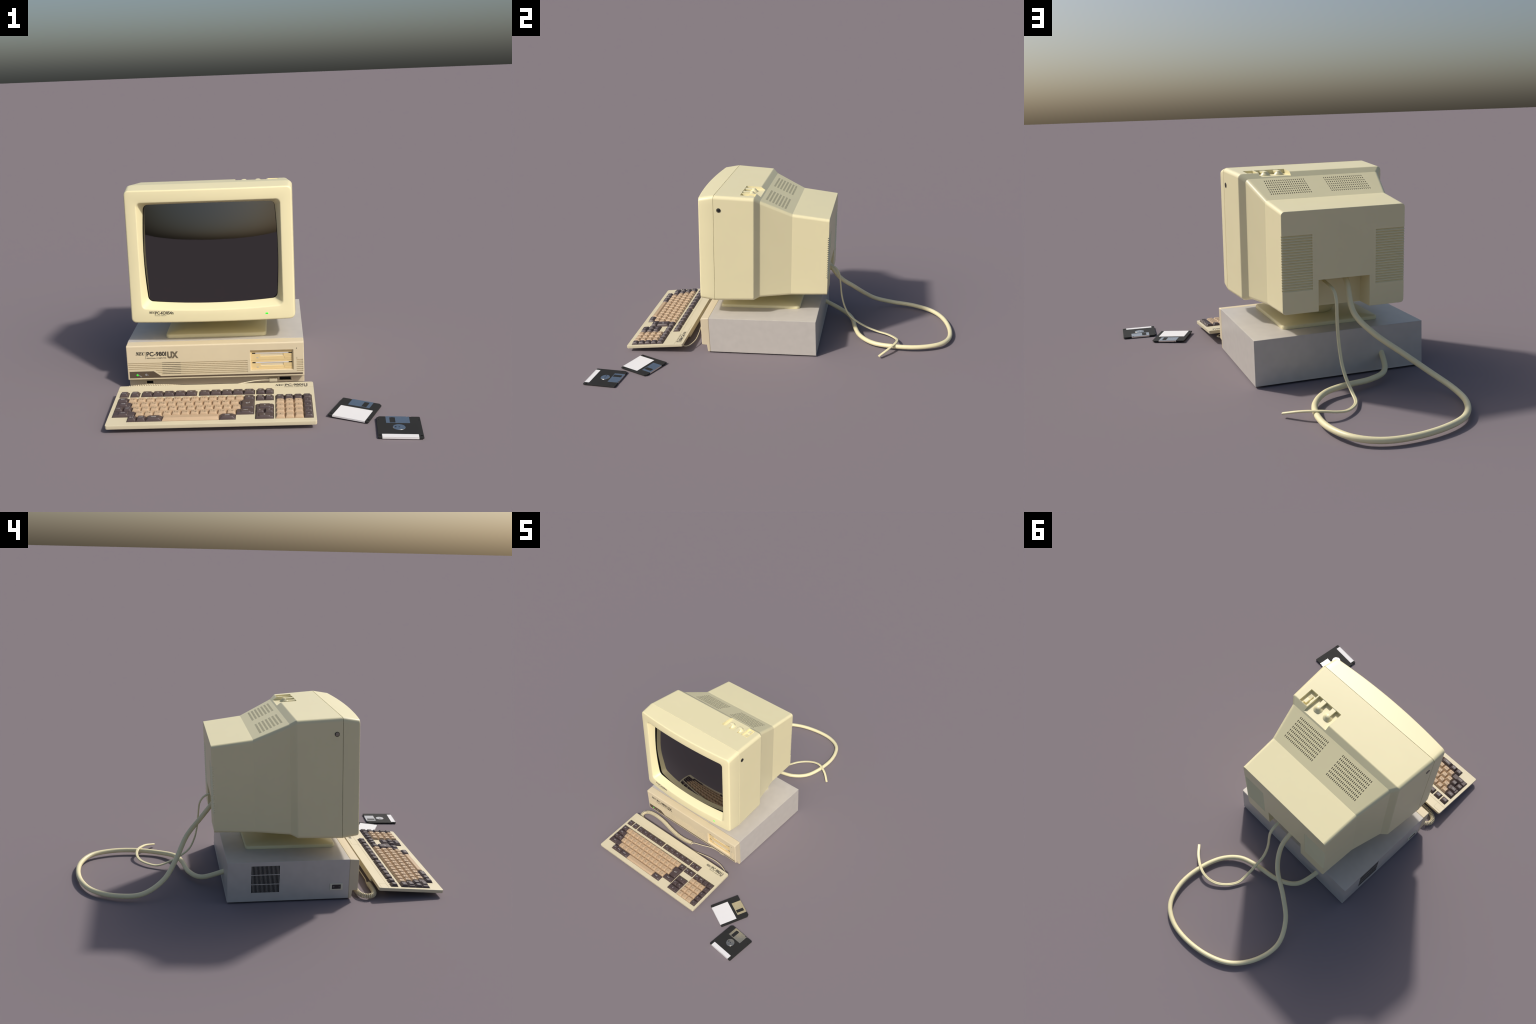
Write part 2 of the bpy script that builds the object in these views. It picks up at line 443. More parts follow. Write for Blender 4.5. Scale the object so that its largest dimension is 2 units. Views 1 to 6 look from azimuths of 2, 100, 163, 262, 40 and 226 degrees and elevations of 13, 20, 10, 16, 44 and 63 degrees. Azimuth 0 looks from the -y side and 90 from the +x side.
# ================================================================== monitor
MO = (-0.2135, -0.118, 0.2155)
MON = thing("monitor", MO, "cream tilted tube monitor with dark glass on swivel foot", "computer monitor")
TILT = Matrix.Translation((-0.2135, -0.1, 0.6)) @ Matrix.Rotation(math.radians(-2.65), 4, 'X') @ Matrix.Translation((0, 0.1, -0.6))
def mon(ob, parent=None):
    """Part authored in the monitor's untilted frame -> tilted, child of the monitor."""
    ob.data.transform(Matrix.Translation(-Vector(MO)) @ TILT)
    ob.parent = parent or MON
    return ob

HX = 0.3665
face_y = lambda x: -0.4262 - 0.0215 * (1 - (x / HX) ** 2)
SCZ, RX = 0.6165, 1.50
glass_y = lambda x, z: -0.4190 + x * x / (2 * RX) + 0.0090 * math.log(math.cosh((z - SCZ) / 0.090)) - 0.9 * x * x * (z - SCZ) ** 2
edge_y = lambda x, z: -0.4240 + 0.0290 * (x / 0.300) ** 2 + 0.0190 * ((z - SCZ) / 0.220) ** 2 - 0.0090 * (x / 0.3) ** 2 * ((z - SCZ) / 0.22) ** 2      # inner rim of the funnel
def sag(ring, hx, down, up=0.0, side=0.0):
    """Swell an opening outline: lower edge droops, upper edge lifts, flanks bulge."""
    z0, z1 = min(p[1] for p in ring), max(p[1] for p in ring)
    cz, hz = (z0 + z1) / 2, (z1 - z0) / 2
    out = []
    for x, z in ring:
        k, q = 1 - (x / hx) ** 2, (z - cz) / hz
        out.append((x * (1 + side * (1 - q * q)), z + (up if q > 0 else -down) * k * abs(q) ** 3))
    return out
NX, NZ = 28, 20
R = lambda hx, z0, z1, r, bow=0.0: rrect(hx, z0, z1, r, 7, NX, NZ, bow)
seam = -0.3410
rings = [[(x, seam - 0.0006, z) for x, z in R(0.3700, 0.3045, 0.9190, 0.018)],
         [(x, seam - 0.0006, z) for x, z in R(0.3737, 0.3008, 0.9225, 0.020)],
         [(x, seam - 0.0024, z) for x, z in R(0.3739, 0.3008, 0.9223, 0.020)]]
fr = 0.0075
for i in range(6):                               # rounded front edge
    a = math.radians(90.0 * i / 5)
    ins = fr * (1 - math.cos(a))
    rings.append([(x, face_y(x) + fr * (1 - math.sin(a)), z) for x, z in R(0.3700 - ins, 0.3080 + ins, 0.9072 - ins, 0.021 - ins * 0.4)])
rings.append([(x, face_y(x), z) for x, z in R(0.345, 0.345, 0.878, 0.020)])
for i in range(4):                               # rounded lip into the screen funnel
    a = math.radians(68.0 * i / 3)
    ins = 0.006 * math.sin(a)
    rings.append([(x, face_y(x) + 0.006 * (1 - math.cos(a)), z) for x, z in sag(R(0.3215 - ins, 0.3700 + ins, 0.8560 - ins, 0.020), 0.3215, 0.010, 0.001)])
opening = sag(R(0.2930, 0.3975, 0.8385, 0.020), 0.2930, 0.0110, 0.0030, 0.034)
rings.append([(x, edge_y(x, z), z) for x, z in opening])
rings.append([(x * 0.9985, edge_y(x, z) + 0.0012, SCZ + (z - SCZ) * 0.9985) for x, z in opening])
mon(loft("screen_bezel", rings, M["cream"], angle=38))
gk = [[(x * s, edge_y(x, z) + d, SCZ + (z - SCZ) * s) for x, z in opening] for s, d in ((0.9985, 0.0013), (1.001, 0.0060), (1.03, 0.0450))]
mon(loft("screen_gasket", gk, M["gasket"]))  # black ring between the bezel rim and the glass
# bulging glass, wider than the opening: concentric rings shrinking to the middle
gr = []
for k in range(15):
    s = 1.022 * (1 - k / 15.0)
    gr.append([(x * s, glass_y(x * s, SCZ + (z - SCZ) * s), SCZ + (z - SCZ) * s) for x, z in opening])
glass = loft("screen_glass", gr, M["glass"], False, True, angle=60)
mon(glass)

# rear cover
sec = [(-0.3404, 0.3708, 0.9200, 0.3034, 0.018), (-0.3404, 0.3735, 0.9224, 0.3009, 0.020), (-0.1215, 0.3596, 0.9157, 0.3112, 0.020), (-0.1178, 0.3585, 0.9148, 0.3119, 0.020), (-0.1145, 0.3560, 0.9128, 0.3130, 0.020),
       (-0.0880, 0.3320, 0.8930, 0.3226, 0.018), (0.0875, 0.2930, 0.8170, 0.3348, 0.017), (0.2940, 0.2860, 0.7965, 0.3468, 0.016)]
cover = loft("rear_cover", [[(x, y, z) for x, z in rrect(hx, z0, z1, r, 7, 2, 2)] for y, hx, z1, z0, r in sec], M["cream"], True, True)
cuts = []
cuts.append(boxes("cutter", [(-0.1195, 0.1215, 0.1870, 0.40, 0.20, 0.4890)], M["cream"]))                       # cable recess
zt = 0.9000                                                                                                     # pocket floors
cuts.append(boxes("cutter", [(0.1090, 0.2590, -0.2030, -0.02, zt - 0.0015, 1.0)], M["cream"]))
cuts.append(boxes("cutter", [(0.2655, 0.3135, -0.2020, -0.1190, zt + 0.0010, 1.0)], M["cream"]))
louv = []
for sx in (-1, 1):
    for i in range(21):
        z = 0.4480 + i * 0.01175
        x0, x1 = sorted((sx * 0.1475, sx * 0.2990))
        p = [(0.2850, z + 0.0090), (0.3000, z + 0.0090), (0.3000, z - 0.0050), (0.2937, z - 0.0005)]
        v = [(x, y, zz) for x in (x0, x1) for y, zz in p]
        louv.append((v, [(0, 1, 2, 3), (7, 6, 5, 4), (0, 4, 5, 1), (1, 5, 6, 2), (2, 6, 7, 3), (3, 7, 4, 0)]))
cuts.append(mesh_obj("cutter", *gather(louv), M["cream"]))
# sloping ventilation grid: two fields of 7 x 20 slots
slope = math.atan2(0.8170 - 0.8930, 0.0875 + 0.0880)
sl = Matrix.Translation((0, -0.0880, 0.8930)) @ Matrix.Rotation(slope, 4, 'X')
vent = []
for fx0 in (0.0570, -0.2340):
    for i in range(20):
        for j in range(7):
            x = fx0 + i * (0.1935 - 0.0038) / 19.0
            v_ = 0.0215 + j * (0.1275 - 0.0125) / 6.0
            bv, bf = box_data(x, x + 0.0038, v_, v_ + 0.0108, -0.004, 0.004)
            vent.append(([tuple(sl @ Vector(p)) for p in bv], bf))
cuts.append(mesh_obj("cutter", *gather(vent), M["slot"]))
ring_at = lambda p, q: any(abs(p.y - y) < 0.0008 and abs(q.y - y) < 0.0008 for y in (-0.0880, 0.0875))
refine(cover, bevel=0.0035, seg=3, limit=60, cuts=cuts, angle=24, crease=ring_at)
mon(cover)

# adjustment knobs and switch in the pockets
for kx in (0.2175, 0.1515):
    k = lathe("adjustment_knob", [(0.0242, 0.0), (0.0242, 0.0018), (0.0125, 0.0135), (0.0118, 0.0162), (0.0095, 0.0182), (0.0050, 0.0193), (0.0, 0.0196)], M["cream"], 32, (kx, -0.1530, zt - 0.0015), 28)
    mon(k)
    p_ = prism("knob_pointer", [(kx - 0.0100, -0.2035), (kx + 0.0150, -0.2035), (kx + 0.0100, -0.1540), (kx - 0.0095, -0.1540)], 'z', zt + 0.0045, zt + 0.0160, M["cream"])
    mon(refine(p_, bevel=0.0012, seg=2), k)
s1 = prism("slide_switch", [(-0.184, zt - 0.002), (-0.184, zt + 0.009), (-0.158, zt + 0.005), (-0.156, zt + 0.0115), (-0.1290, zt + 0.0115), (-0.1290, zt - 0.002)], 'x', 0.2800, 0.2985, M["cream"])
refine(s1, bevel=0.0015, seg=2)
mon(s1)
# screw caps on both flanks
for sx in (-1, 1):
    prof = [(0.0122, -0.004), (0.0122, 0.0010), (0.0098, 0.0012), (0.0094, -0.0010), (0.0, -0.0010)]
    cap = lathe("screw_cap", prof, M["screw"], 28)
    core = lathe("screw_head", [(0.0088, -0.003), (0.0086, 0.0006), (0.0060, 0.0016), (0.0, 0.0020)], M["screw_core"] if sx < 0 else M["screw"], 24)
    for o in (cap, core):
        o.data.transform(Matrix.Translation((sx * 0.3722, -0.3114, 0.8425)) @ Matrix.Rotation(math.radians(90 * sx), 4, 'Y'))
    mon(cap); mon(core, cap)
# monitor front print and lamp
def bezel_text(t, x0, x1, z0, z1, bold=0.0, shear=0.0):
    v, f = serif_logo(x0, x1, z0, z1) if t == "NEC" else text_box(t, x0, x1, z0, z1, bold, shear, 0.0003)
    return [(p[0], face_y(p[0]) - p[2] - 0.0001, p[1]) for p in v], f
mon(mesh_obj("maker_lettering", *gather([bezel_text("NEC", -0.2860, -0.2615, 0.3515, 0.3610, 0.030, 0.2), bezel_text("PC-KD854n", -0.2580, -0.1755, 0.3470, 0.3615, 0.026),
    bezel_text("COLOR DISPLAY", -0.2580, -0.2080, 0.3400, 0.3432, 0.0), ([(x, face_y(x) - d, z) for d in (0.0004, -0.0005) for x, z in ((-0.2604, 0.3395), (-0.2594, 0.3395), (-0.2594, 0.3620), (-0.2604, 0.3620))],
    [(0, 1, 2, 3), (4, 5, 6, 7), (0, 1, 5, 4), (1, 2, 6, 5), (2, 3, 7, 6), (3, 0, 4, 7)])]), M["ink"], 0))
lx = 0.2435
mon(boxes("power_lamp", [(lx - 0.0062, lx + 0.0062, face_y(lx) - 0.0012, face_y(lx) + 0.002, 0.3355, 0.3420)], M["green"], 0.001))

# swivel bowl and square foot
def foot_ring(h, z, r):
    return [(x - 0.2125, y - 0.1185, z) for x, y in rrect(h, -h, h, r, 6, 2, 2)]
foot = loft("swivel_foot", [foot_ring(0.2345, 0.2160, 0.022), foot_ring(0.2350, 0.2265, 0.022), foot_ring(0.2328, 0.2310, 0.021), foot_ring(0.2290, 0.2334, 0.020), foot_ring(0.1500, 0.2375, 0.015)], M["cream_dark"], True, True, 50)
adopt(foot, MON, MO)
adopt(lathe("swivel_bowl", [(0.068, 0.232), (0.080, 0.240), (0.096, 0.262), (0.108, 0.295), (0.112, 0.345)], M["cream_dark"], 56, (-0.2125, -0.105, 0.0), 50), MON, MO)

# signal cable looping over the floor into the back of the case
thick = [(-0.2440, 0.1500, 0.4600), (-0.2450, 0.2000, 0.4570), (-0.2435, 0.2450, 0.4330), (-0.2355, 0.3302, 0.3218), (-0.2938, 0.4111, 0.2404), (-0.4022, 0.4711, 0.1554), (-0.4923, 0.5377, 0.0853),
         (-0.5482, 0.6453, 0.0374), (-0.5306, 0.7733, 0.0264), (-0.4579, 0.8865, 0.0243), (-0.3472, 0.9533, 0.0248), (-0.2055, 0.9855, 0.0232), (-0.0737, 0.9780, 0.0238), (0.0230, 0.9206, 0.0280),
         (0.0706, 0.8042, 0.0277), (0.0689, 0.6709, 0.0257), (0.0317, 0.5476, 0.0228), (-0.0414, 0.4658, 0.0307), (-0.1413, 0.4286, 0.0359), (-0.2822, 0.3989, 0.0363), (-0.3779, 0.3339, 0.0448), (-0.4165, 0.2162, 0.0883), (-0.4200, 0.1900, 0.0960)]
lower = lambda P: [(x, y, max(0.0132, z - 0.0040 * max(0.0, min(1.0, (0.2 - z) / 0.1)))) if y > 0.30 else (x, y, z) for x, y, z in P]
adopt(sweep("signal_cable", catmull(lower(thick), 8), circle(0.0129, 16), M["cord"]), MON, MO)
# twin-core power cord with a grooved, flattened section
thin = [(-0.1560, 0.1500, 0.4420), (-0.1566, 0.2079, 0.4386), (-0.1572, 0.2932, 0.4226), (-0.1555, 0.3316, 0.3830), (-0.1532, 0.3414, 0.3126), (-0.1533, 0.3473, 0.2423), (-0.1535, 0.3626, 0.1731), (-0.1522, 0.3922, 0.1143),
        (-0.1486, 0.4445, 0.0710), (-0.1462, 0.5086, 0.0364), (-0.1391, 0.5657, 0.0174), (-0.1086, 0.6181, 0.0165), (-0.0597, 0.6605, 0.0208), (-0.0038, 0.6782, 0.0314), (0.0554, 0.6698, 0.0405), (0.1236, 0.6317, 0.0352), (0.1816, 0.5801, 0.0166)]
twin = []
for cx, a0 in ((0.0036, -125), (-0.0036, 55)):
    for i in range(9):
        a = math.radians(a0 + 250.0 * i / 8)
        twin.append((cx + 0.0043 * math.cos(a), 0.0043 * math.sin(a)))
adopt(sweep("power_cord", catmull(lower(thin), 8), twin, M["cord"], 40), MON, MO)

# ================================================================== keyboard
SLOPE = math.atan(0.0816)
CS, SN = math.cos(SLOPE), math.sin(SLOPE)
KO = Vector((-0.2053, -0.7215, 0.0))
KEYB = thing("keyboard", KO, "ivory keyboard with tan and brown keys and coiled cord", "keyboard")
KFRAME = Matrix.Translation(Vector((-KO.x, -0.89 - KO.y, 0.0355))) @ Matrix.Rotation(SLOPE, 4, 'X')   # (x, v, h) on the sloping deck -> thing frame
vv = lambda y: (y + 0.89) / CS                       # world y of a point on the deck -> distance up the deck
def deck(ob, parent=None):
    ob.data.transform(KFRAME); ob.parent = parent or KEYB
    return ob

KX0, KX1, KD = -0.6360, 0.2255, vv(-0.5478)
def slab_ring(ins, h, r):
    cx, hx, cv, hv = (KX0 + KX1) / 2, (KX1 - KX0) / 2 - ins, KD / 2, KD / 2 - ins
    return [(cx + x, cv + v, h) for x, v in rrect(hx, -hv, hv, r, 5, 2, 2)]
body = loft("keyboard_body", [slab_ring(0.005, -0.0185, 0.006), slab_ring(0.0012, -0.0172, 0.008), slab_ring(0.0, -0.0145, 0.009), slab_ring(0.0, -0.0022, 0.009), slab_ring(0.0006, -0.0006, 0.0085), slab_ring(0.0022, 0.0, 0.007)], M["keyboard"], True, True)
G = 0.0011
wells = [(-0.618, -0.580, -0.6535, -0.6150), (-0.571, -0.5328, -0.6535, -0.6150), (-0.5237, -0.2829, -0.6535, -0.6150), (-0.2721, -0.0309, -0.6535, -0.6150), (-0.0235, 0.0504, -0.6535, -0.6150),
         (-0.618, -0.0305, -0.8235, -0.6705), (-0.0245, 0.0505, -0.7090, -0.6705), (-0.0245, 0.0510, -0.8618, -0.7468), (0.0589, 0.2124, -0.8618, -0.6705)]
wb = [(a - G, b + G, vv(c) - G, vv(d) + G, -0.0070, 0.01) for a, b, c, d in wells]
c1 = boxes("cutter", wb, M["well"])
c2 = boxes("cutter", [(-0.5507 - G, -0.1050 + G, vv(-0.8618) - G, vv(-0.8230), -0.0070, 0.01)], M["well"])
lw = 0.0006
lines = [(-0.640, 0.23, vv(-0.5985) - lw, vv(-0.5985) + lw)]
c3 = boxes("cutter", [(a, b, c, d, -0.0011, 0.01) for a, b, c, d in lines], M["keyboard"])
c4 = boxes("cutter", [(-0.0365 - lw, -0.0365 + lw, vv(-0.5985) + 0.0004, vv(-0.5590), -0.0010, 0.01), (-0.5825 - lw, -0.5825 + lw, vv(-0.5985) + 0.0004, vv(-0.5590), -0.0008, 0.01)], M["keyboard"])
c5 = boxes("cutter", [(-0.0355, 0.2300, vv(-0.5600) - lw, vv(-0.5600) + lw, -0.0010, 0.01), (-0.64, -0.5835, vv(-0.5600) - lw, vv(-0.5600) + lw, -0.0010, 0.01)], M["keyboard"])
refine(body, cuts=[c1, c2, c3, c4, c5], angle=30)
deck(body)
tray = boxes("keyboard_underside", [(-0.4800, 0.0600, 0.045, KD - 0.0005, -0.0365, -0.0180)], M["keyboard"], 0.004)
deck(tray)
for fx in (-0.43, 0.01):
    adopt(boxes("tilt_leg", [(fx - 0.02, fx + 0.02, -0.592, -0.580, 0.0, 0.030)], M["keyboard"], 0.002), KEYB, KO)
    adopt(boxes("rubber_foot", [(fx - 0.02, fx + 0.02, -0.838, -0.826, 0.0, 0.0085)], M["rubber"], 0.001), KEYB, KO)

# --- key caps
H = 0.0125
def cap_rings(x0, x1, v0, v1, h, side, front, rear, r=0.0030, low=-0.006):
    def ring(ax, af, ar, hh, rr):
        cx, hx = (x0 + x1) / 2, (x1 - x0) / 2 - ax
        a, b = v0 + af, v1 - ar
        return [((cx + x), v, hh) for x, v in rrect(hx, a, b, rr, 3, 4, 2)]
    g = 0.0005
    top = h - 0.0009
    return [ring(g, g, g, low, 0.0016), ring(g, g, g, 0.0008, 0.0016), ring(side, front, rear, top, r), ring(side + 0.0010, front + 0.0010, rear + 0.0010, h, r)]
def cap_data(parts):
    """parts: list of ring stacks -> one mesh of closed lofts."""
    out = []
    for rings in parts:
        n = len(rings[0]); V = [p for q in rings for p in q]; F = []
        for k in range(len(rings) - 1):
            for i in range(n):
                j = (i + 1) % n
                F.append((k * n + i, k * n + j, (k + 1) * n + j, (k + 1) * n + i))
        F.append(tuple(range(n)))
        # shallow dish on top: fan to a lowered centre
        top = rings[-1]
        c = (sum(p[0] for p in top) / n, sum(p[1] for p in top) / n, top[0][2] - 0.0004)
        V.append(c); b = (len(rings) - 1) * n
        F += [(b + i, b + (i + 1) % n, len(V) - 1) for i in range(n)]
        out.append((V, F))
    return gather(out)

SHARED = {}
def key_mesh(w, d, style, colour):
    """Key cap mesh centred on its cell; cached so that equal keys share data."""
    tag = (round(w, 4), round(d, 4), style, colour)
    if tag in SHARED:
        return SHARED[tag]
    a, b, f, r = -w / 2, w / 2, -d / 2, d / 2
    side, front, rear = 0.0060, 0.0052, 0.0095
    if style == "plain":
        parts = [cap_rings(a, b, f, r, H, side, front, rear)]
    elif style == "wide":                                  # soft sloping shoulders
        parts = [cap_rings(a, b, f, r, H, 0.0105, front, rear, 0.0045)]
    elif style == "bar":
        parts = [cap_rings(a, b, f, r, H - 0.0015, 0.0060, 0.0095, 0.0080, 0.003)]
    else:                                                  # stepped: low plateau + raised cap at given offset
        off, cw = style
        parts = [cap_rings(a, b, f, r, H * 0.66, 0.0035, 0.0040, 0.0060), cap_rings(off - cw / 2, off + cw / 2, f + 0.0002, r - 0.0002, H, side, front, rear)]
    V, F = cap_data(parts)
    ob = mesh_obj("key", V, F, M[colour], 32, link=False)
    me = ob.data; bpy.data.objects.remove(ob)
    SHARED[tag] = me
    return me

LEGENDS = {}
def legend_mesh(items, colour):
    tag = (tuple(items), colour)
    if tag not in LEGENDS:
        V, F = gather([text_at(t, x, y, s) for t, x, y, s in items])
        ob = mesh_obj("key_legend", V, F, M[colour], 0, link=False)
        LEGENDS[tag] = ob.data; bpy.data.objects.remove(ob)
    return LEGENDS[tag]

def key(x0, x1, y0, y1, colour, legend=(), style="plain", offset=0.0, sink=0.0):
    w, d = x1 - x0, vv(y1) - vv(y0)
    ob = bpy.data.objects.new("key", key_mesh(w, d, style, colour))
    SC.objects.link(ob)
    ob.parent = KEYB
    ob.matrix_local = KFRAME @ Matrix.Translation(((x0 + x1) / 2, (vv(y0) + vv(y1)) / 2, sink))
    if legend:
        lg = bpy.data.objects.new("key_legend", legend_mesh(legend, "white_ink" if colour == "brown" else "dark_ink"))
        SC.objects.link(lg)
        lg.parent = ob
        lg.matrix_local = Matrix.Translation((offset, -0.0021, H - 0.00015))
    return ob

ROW = [(-0.8618, -0.8235), (-0.8235, -0.7852), (-0.7852, -0.7470), (-0.7470, -0.7088), (-0.7088, -0.6705)]   # row 0 = space bar row
FR = (-0.6535, -0.6150)
def one(t, s=0.0064):
    return ((t, 0.0, 0.0, s),)
U = 0.0381
# function row
key(-0.618, -0.580, *FR, "brown", one("STOP", 0.0054)); key(-0.571, -0.5328, *FR, "brown", one("COPY", 0.0054))
for i in range(5):
    w = 0.2408 / 5
    key(-0.5237 + i * w, -0.5237 + (i + 1) * w, *FR, "brown", one("f·%d" % (i + 1)))
    key(-0.2721 + i * w, -0.2721 + (i + 1) * w, *FR, "brown", one("f·%d" % (i + 6)))
key(-0.0235, 0.0135, *FR, "brown", one("ROLL\nUP", 0.0078)); key(0.0135, 0.0504, *FR, "brown", one("ROLL\nDOWN", 0.0078))
# typing rows: (characters, kana, first key centre)
rows = [(4, list("1234567890-^¥"), list("ヌフアウエオヤユヨワホヘー"), -0.5530), (3, list("QWERTYUIOP@["), list("タテイスカンナニラセ゛゜"), -0.5340),
        (2, list("ASDFGHJKL;:]"), list("チトシハキクマノリレケム"), -0.5245), (1, list("ZXCVBNM,./_"), list("ツサソヒコミモネルメロ"), -0.5055)]
shifted = dict(zip("1234567890-;:,./", "!\"#$%&'()~=+*<>?"))
for r, chars, kana, x in rows:
    for ch, kn in zip(chars, kana):
        lg = [(ch, -0.0058, 0.0022 if ch.isalpha() else -0.0038, 0.0058), (kn, 0.0042, -0.0036, 0.0056)]
        if ch in shifted:
            lg.append((shifted[ch], -0.0058, 0.0046, 0.0050))
        key(x - U / 2, x + U / 2, *ROW[r], "tan", tuple(lg))
        x += U
key(-0.618, -0.5720, *ROW[4], "brown", one("ESC")); key(-0.0767, -0.0305, *ROW[4], "brown", one("BS"))
key(-0.618, -0.5530, *ROW[3], "brown", one("TAB"), (-0.0010, 0.0420), -0.0010)
key(-0.618, -0.5808, *ROW[2], "brown", one("CTRL", 0.0050)); key(-0.5808, -0.5436, *ROW[2], "brown", one("CAPS", 0.0050))
key(-0.618, -0.5245, *ROW[1], "brown", one("SHIFT", 0.0052), (-0.0030, 0.0480), -0.0030)
key(-0.1050, -0.0305, *ROW[1], "brown", one("SHIFT", 0.0052), (0.0030, 0.0500), 0.0030)
# return key: tall cap with a low wing to the left
key(-0.0957, -0.0800, ROW[3][0] - 0.004, ROW[3][1], "brown", sink=-0.0045)
key(-0.0862, -0.0305, ROW[2][0], ROW[3][1], "brown", (("↵", 0.0, 0.002, 0.0150),))
key(-0.5507, -0.5126, *ROW[0], "brown", one("カナ")); key(-0.5126, -0.4745, *ROW[0], "brown", one("GRPH", 0.0050))
key(-0.4745, -0.4068, *ROW[0], "brown", one("NFER"), "wide"); key(-0.1725, -0.1050, *ROW[0], "brown", one("XFER"), "wide")
key(-0.4068, -0.1725, *ROW[0], "tan", (), "bar")
# editing and cursor block
key(-0.0245, 0.0130, *ROW[4], "brown", one("INS")); key(0.0130, 0.0505, *ROW[4], "brown", one("DEL"))
key(-0.0245, 0.0510, *ROW[2], "brown", one("↑", 0.0085), (0.0, 0.0560), 0.0)
key(-0.0245, 0.0132, *ROW[1], "brown", one("←", 0.0075)); key(0.0132, 0.0510, *ROW[1], "brown", one("→", 0.0075))
key(-0.0245, 0.0510, *ROW[0], "brown", one("↓", 0.0085), (0.0, 0.0560), 0.0)
# numeric pad
pad = [["HOME\nCLR", "HELP", "-", "/"], ["7", "8", "9", "*"], ["4", "5", "6", "+"], ["1", "2", "3", "="], ["0", ",", ".", "↵"]]
for r, line in enumerate(pad):
    for cidx, t in enumerate(line):
        x = 0.0589 + cidx * 0.03838
        dark = r == 0 or cidx == 3
        size = 0.0074 if "\n" in t else (0.0054 if t == "HELP" else 0.0064)
        key(x, x + 0.03838, *ROW[4 - r], "brown" if dark else "tan", one(t, size))
# deck print
def deck_text(t, x0, x1, y0, y1, bold=0.0, shear=0.0):
    v, f = serif_logo(x0, x1, vv(y0), vv(y1), 0.0002) if t == "NEC" else text_box(t, x0, x1, vv(y0), vv(y1), bold, shear, 0.0002)
    return [(p[0], p[1], p[2] + 0.0001) for p in v], f
bar = box_data(0.0985, 0.0995, vv(-0.5960), vv(-0.5640), 0.0, 0.0003)
deck(mesh_obj("maker_lettering", *gather([deck_text("NEC", 0.0600, 0.0950, -0.5830, -0.5680, 0.045, 0.22), deck_text("PC-980I", 0.1020, 0.1790, -0.5855, -0.5645, 0.030), deck_text("PERSONAL COMPUTER", 0.1020, 0.1790, -0.5955, -0.5905, 0.012), bar]), M["ink"], 0))
deck(mesh_obj("model_lettering", *deck_text("U", 0.1825, 0.2000, -0.5950, -0.5640, 0.080), M["grey_ink"], 0))

# --- coiled cord: lead wire -> helix -> plug wire, one continuous wire
axis = [(-0.4810, -0.5370, 0.0150), (-0.5380, -0.5395, 0.0150), (-0.5900, -0.5350, 0.0160), (-0.6235, -0.5170, 0.0165), (-0.6300, -0.4850, 0.0165), (-0.6049, -0.4600, 0.0160), (-0.5554, -0.4510, 0.0155), (-0.5018, -0.4539, 0.0170),
        (-0.4464, -0.4625, 0.0190), (-0.3917, -0.4755, 0.0205), (-0.3366, -0.4857, 0.0210), (-0.2814, -0.4925, 0.0210), (-0.2264, -0.4912, 0.0210), (-0.1719, -0.4810, 0.0210)]
ax = catmull(axis, 60)
dist = [0.0]
for a, b in zip(ax[:-1], ax[1:]):
    dist.append(dist[-1] + (b - a).length)
turns = round(dist[-1] / 0.0083)
step_n = turns * 14
helix, fi = [], 0
fr_all = frames(ax)
for k in range(step_n + 1):
    d = dist[-1] * k / step_n
    while fi < len(dist) - 2 and dist[fi + 1] < d:
        fi += 1
    t = (d - dist[fi]) / max(1e-9, dist[fi + 1] - dist[fi])
    p = ax[fi].lerp(ax[fi + 1], t)
    tt, s, u = fr_all[fi]
    ang = 2 * math.pi * turns * k / step_n
    helix.append(p + (s * math.cos(ang) + u * math.sin(ang)) * 0.0108)
lead = catmull([(0.1200, -0.5850, 0.0330), (0.1600, -0.5700, 0.0310), (0.1830, -0.5500, 0.0300), (0.1790, -0.5330, 0.0290), (0.1520, -0.5170, 0.0285), (0.0992, -0.5035, 0.0310), (0.0355, -0.5040, 0.0330), (-0.0327, -0.5115, 0.0280),
                (-0.1036, -0.5225, 0.0220), (-0.1772, -0.5310, 0.0160), (-0.3000, -0.5370, 0.0120), (-0.4200, -0.5380, 0.0120)], 8)
plug = catmull([(-0.1640, -0.4740, 0.0200), (-0.1580, -0.4690, 0.0200), (-0.1370, -0.4620, 0.0205), (-0.0960, -0.4490, 0.0215), (-0.0450, -0.4300, 0.0230), (-0.0050, -0.4235, 0.0235), (0.0320, -0.4220, 0.0230)], 8)
adopt(sweep("coiled_cord", lead + helix + plug, circle(0.0027, 8), M["keyboard"], 60), KEYB, KO)
adopt(boxes("cord_plug", [(0.0290, 0.0670, -0.4260, -0.4090, 0.0150, 0.0318)], M["keyboard"], 0.003), KEYB, KO)

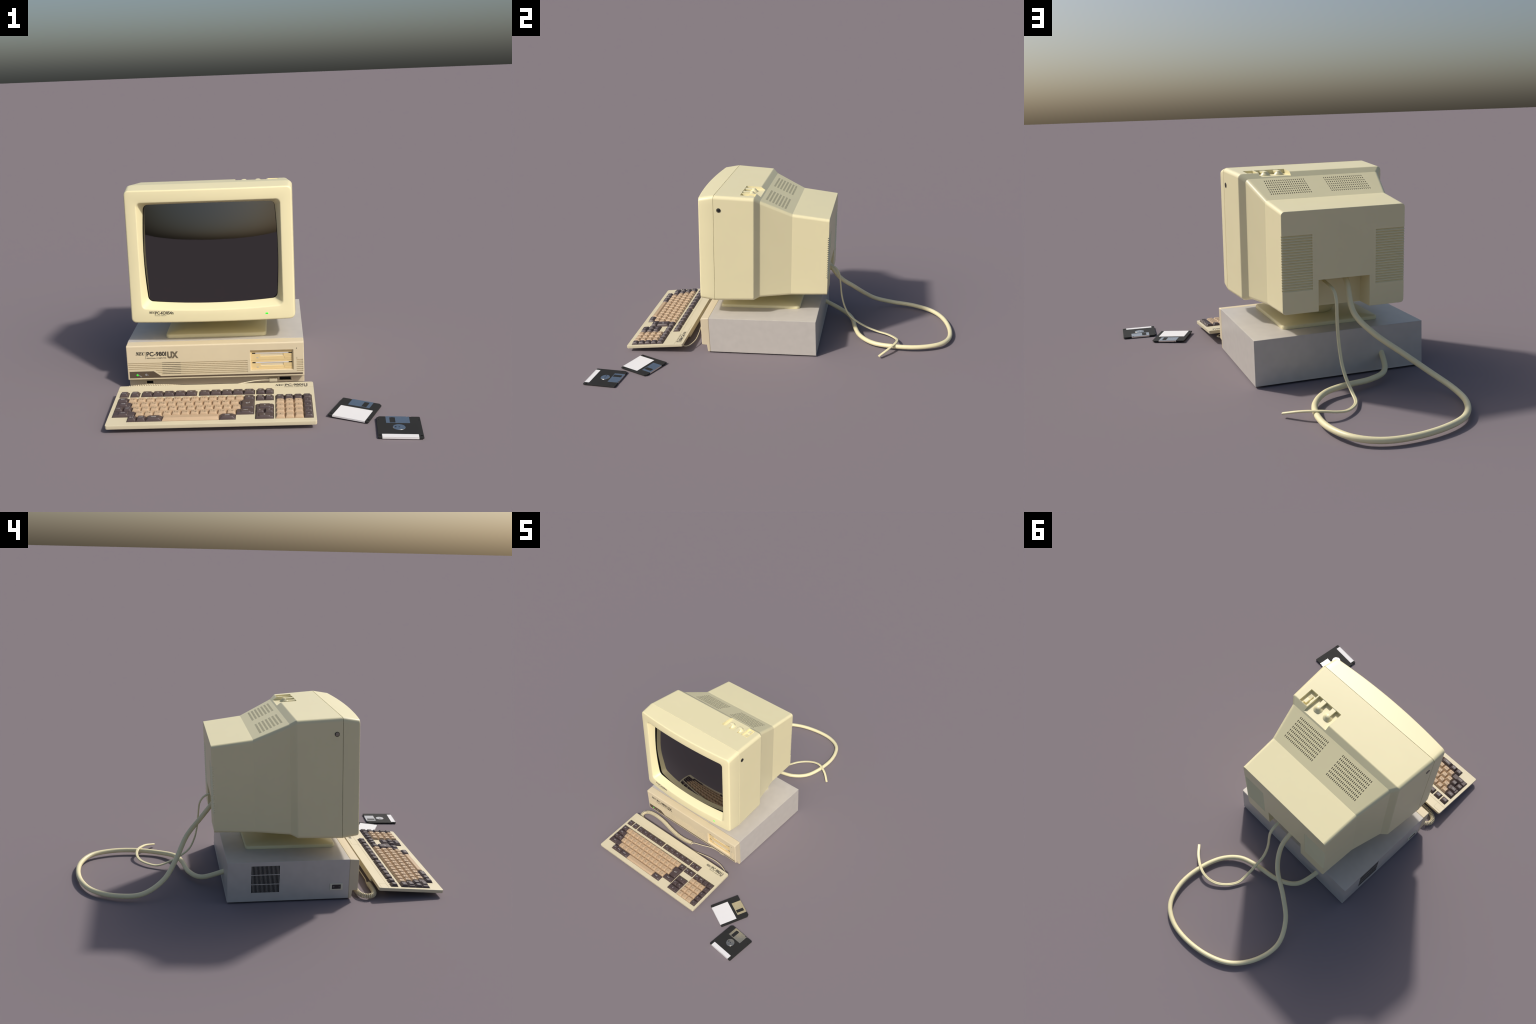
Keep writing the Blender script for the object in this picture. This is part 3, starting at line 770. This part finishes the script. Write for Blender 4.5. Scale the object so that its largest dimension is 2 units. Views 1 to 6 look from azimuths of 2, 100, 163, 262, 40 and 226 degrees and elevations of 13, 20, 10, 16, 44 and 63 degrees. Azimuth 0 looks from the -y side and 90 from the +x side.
# ================================================================== floppy disks
def floppy_parts():
    """Meshes of one disk in its own frame: label side up, shutter towards +y, thickness centred on z = 0."""
    W, D, T = 0.0885, 0.0940, 0.0031
    outline = [(-W + 0.003, -D), (W - 0.003, -D), (W, -D + 0.003), (W, D - 0.012), (W - 0.012, D), (0.0530, D), (0.0520, D - 0.0022), (-0.0520, D - 0.0022), (-0.0540, D), (-W + 0.003, D), (-W, D - 0.003), (-W, -D + 0.003)]
    shell = prism("disk_shell", outline, 'z', -T, T, M["shell"])
    cuts = [boxes("cutter", [(x - 0.0042, x + 0.0042, y - 0.0036, y + 0.0036, -0.02, 0.02) for x, y in ((-0.0800, -0.0765), (0.0820, -0.0765))], M["black"]),
            boxes("cutter", [(x - 0.0025, x + 0.0025, 0.0590, 0.0640, -0.02, -T + 0.001) for x in (-0.0810, 0.0805)], M["black"]),
            lathe("cutter", [(0.0270, -0.02), (0.0270, -T + 0.0012)], M["shell"], 36, (0.0015, -0.0035, 0))]
    refine(shell, bevel=0.0011, seg=2, limit=40, cuts=cuts)
    x0, x1 = -0.0443, 0.0512
    t = 0.0005
    sh = prism("disk_shutter", [(0.0318, T - 0.0002), (0.0318, T + t), (0.0932, T + t), (0.0932, -T - t), (0.0318, -T - t), (0.0318, -T + 0.0002), (0.0916, -T + 0.0002), (0.0916, T - 0.0002)], 'x', x0, x1, M["steel"])
    win = boxes("cutter", [(0.0135, 0.0360, 0.0355, 0.0832, -0.02, 0.02)], M["shell"])
    tab = boxes("cutter", [(0.0200, 0.0290, 0.0820, 0.0850, -0.02, -T + 0.0004), (-0.0400, -0.0330, 0.0890, 0.1, -0.02, -T + 0.001)], M["shell"])
    refine(sh, cuts=[win, tab], weighted=False)
    pad_ = boxes("disk_window_floor", [(0.0130, 0.0365, 0.0350, 0.0855, T - 0.0010, T + 0.0001), (0.0130, 0.0365, 0.0350, 0.0855, -T - 0.0001, -T + 0.001)], M["shell"])
    lab = boxes("paper_label", [(-0.0690, 0.0725, -D + 0.0006, 0.0146, T - 0.0002, T + 0.0002), (-0.0690, 0.0725, -D - 0.0002, -D + 0.002, -T - 0.0002, T + 0.0002), (-0.0690, 0.0725, -D + 0.0006, -0.0658, -T - 0.0002, -T + 0.0002)], M["paper"])
    hub = lathe("disk_hub", [(0.0248, -T - 0.0003), (0.0254, -T + 0.0003), (0.0254, -T + 0.0016)], M["steel"], 40, (0.0015, -0.0035, 0))
    hc = boxes("cutter", [(0.0125, 0.0190, -0.0068, 0.0005, -0.02, -T + 0.0012), (-0.0018, 0.0040, -0.0055, -0.0010, -0.02, -T + 0.0012)], M["black"])
    refine(hub, cuts=[hc], weighted=False)
    return [shell, sh, pad_, lab, hub]

disk_parts = floppy_parts()
places = [((0.3940, -0.7300, 0.0058), Euler((math.radians(-0.25), math.radians(0.9), math.radians(-24.9)))),
          ((0.5530, -0.8985, 0.0036), Euler((0.0, math.pi, math.radians(-4.8))))]
for n, (loc, rot) in enumerate(places):
    f = thing("floppy_disk", loc, "square black diskette with steel shutter and white label", "floppy disk")
    f.rotation_euler = rot
    for p in disk_parts:
        q = p if n == 0 else p.copy()
        if n:
            SC.objects.link(q)
        q.parent = f

for o in list(bpy.data.objects):
    if o.type == 'MESH' and o.name.startswith("cutter"):
        bpy.data.objects.remove(o)
bpy.context.view_layer.update()
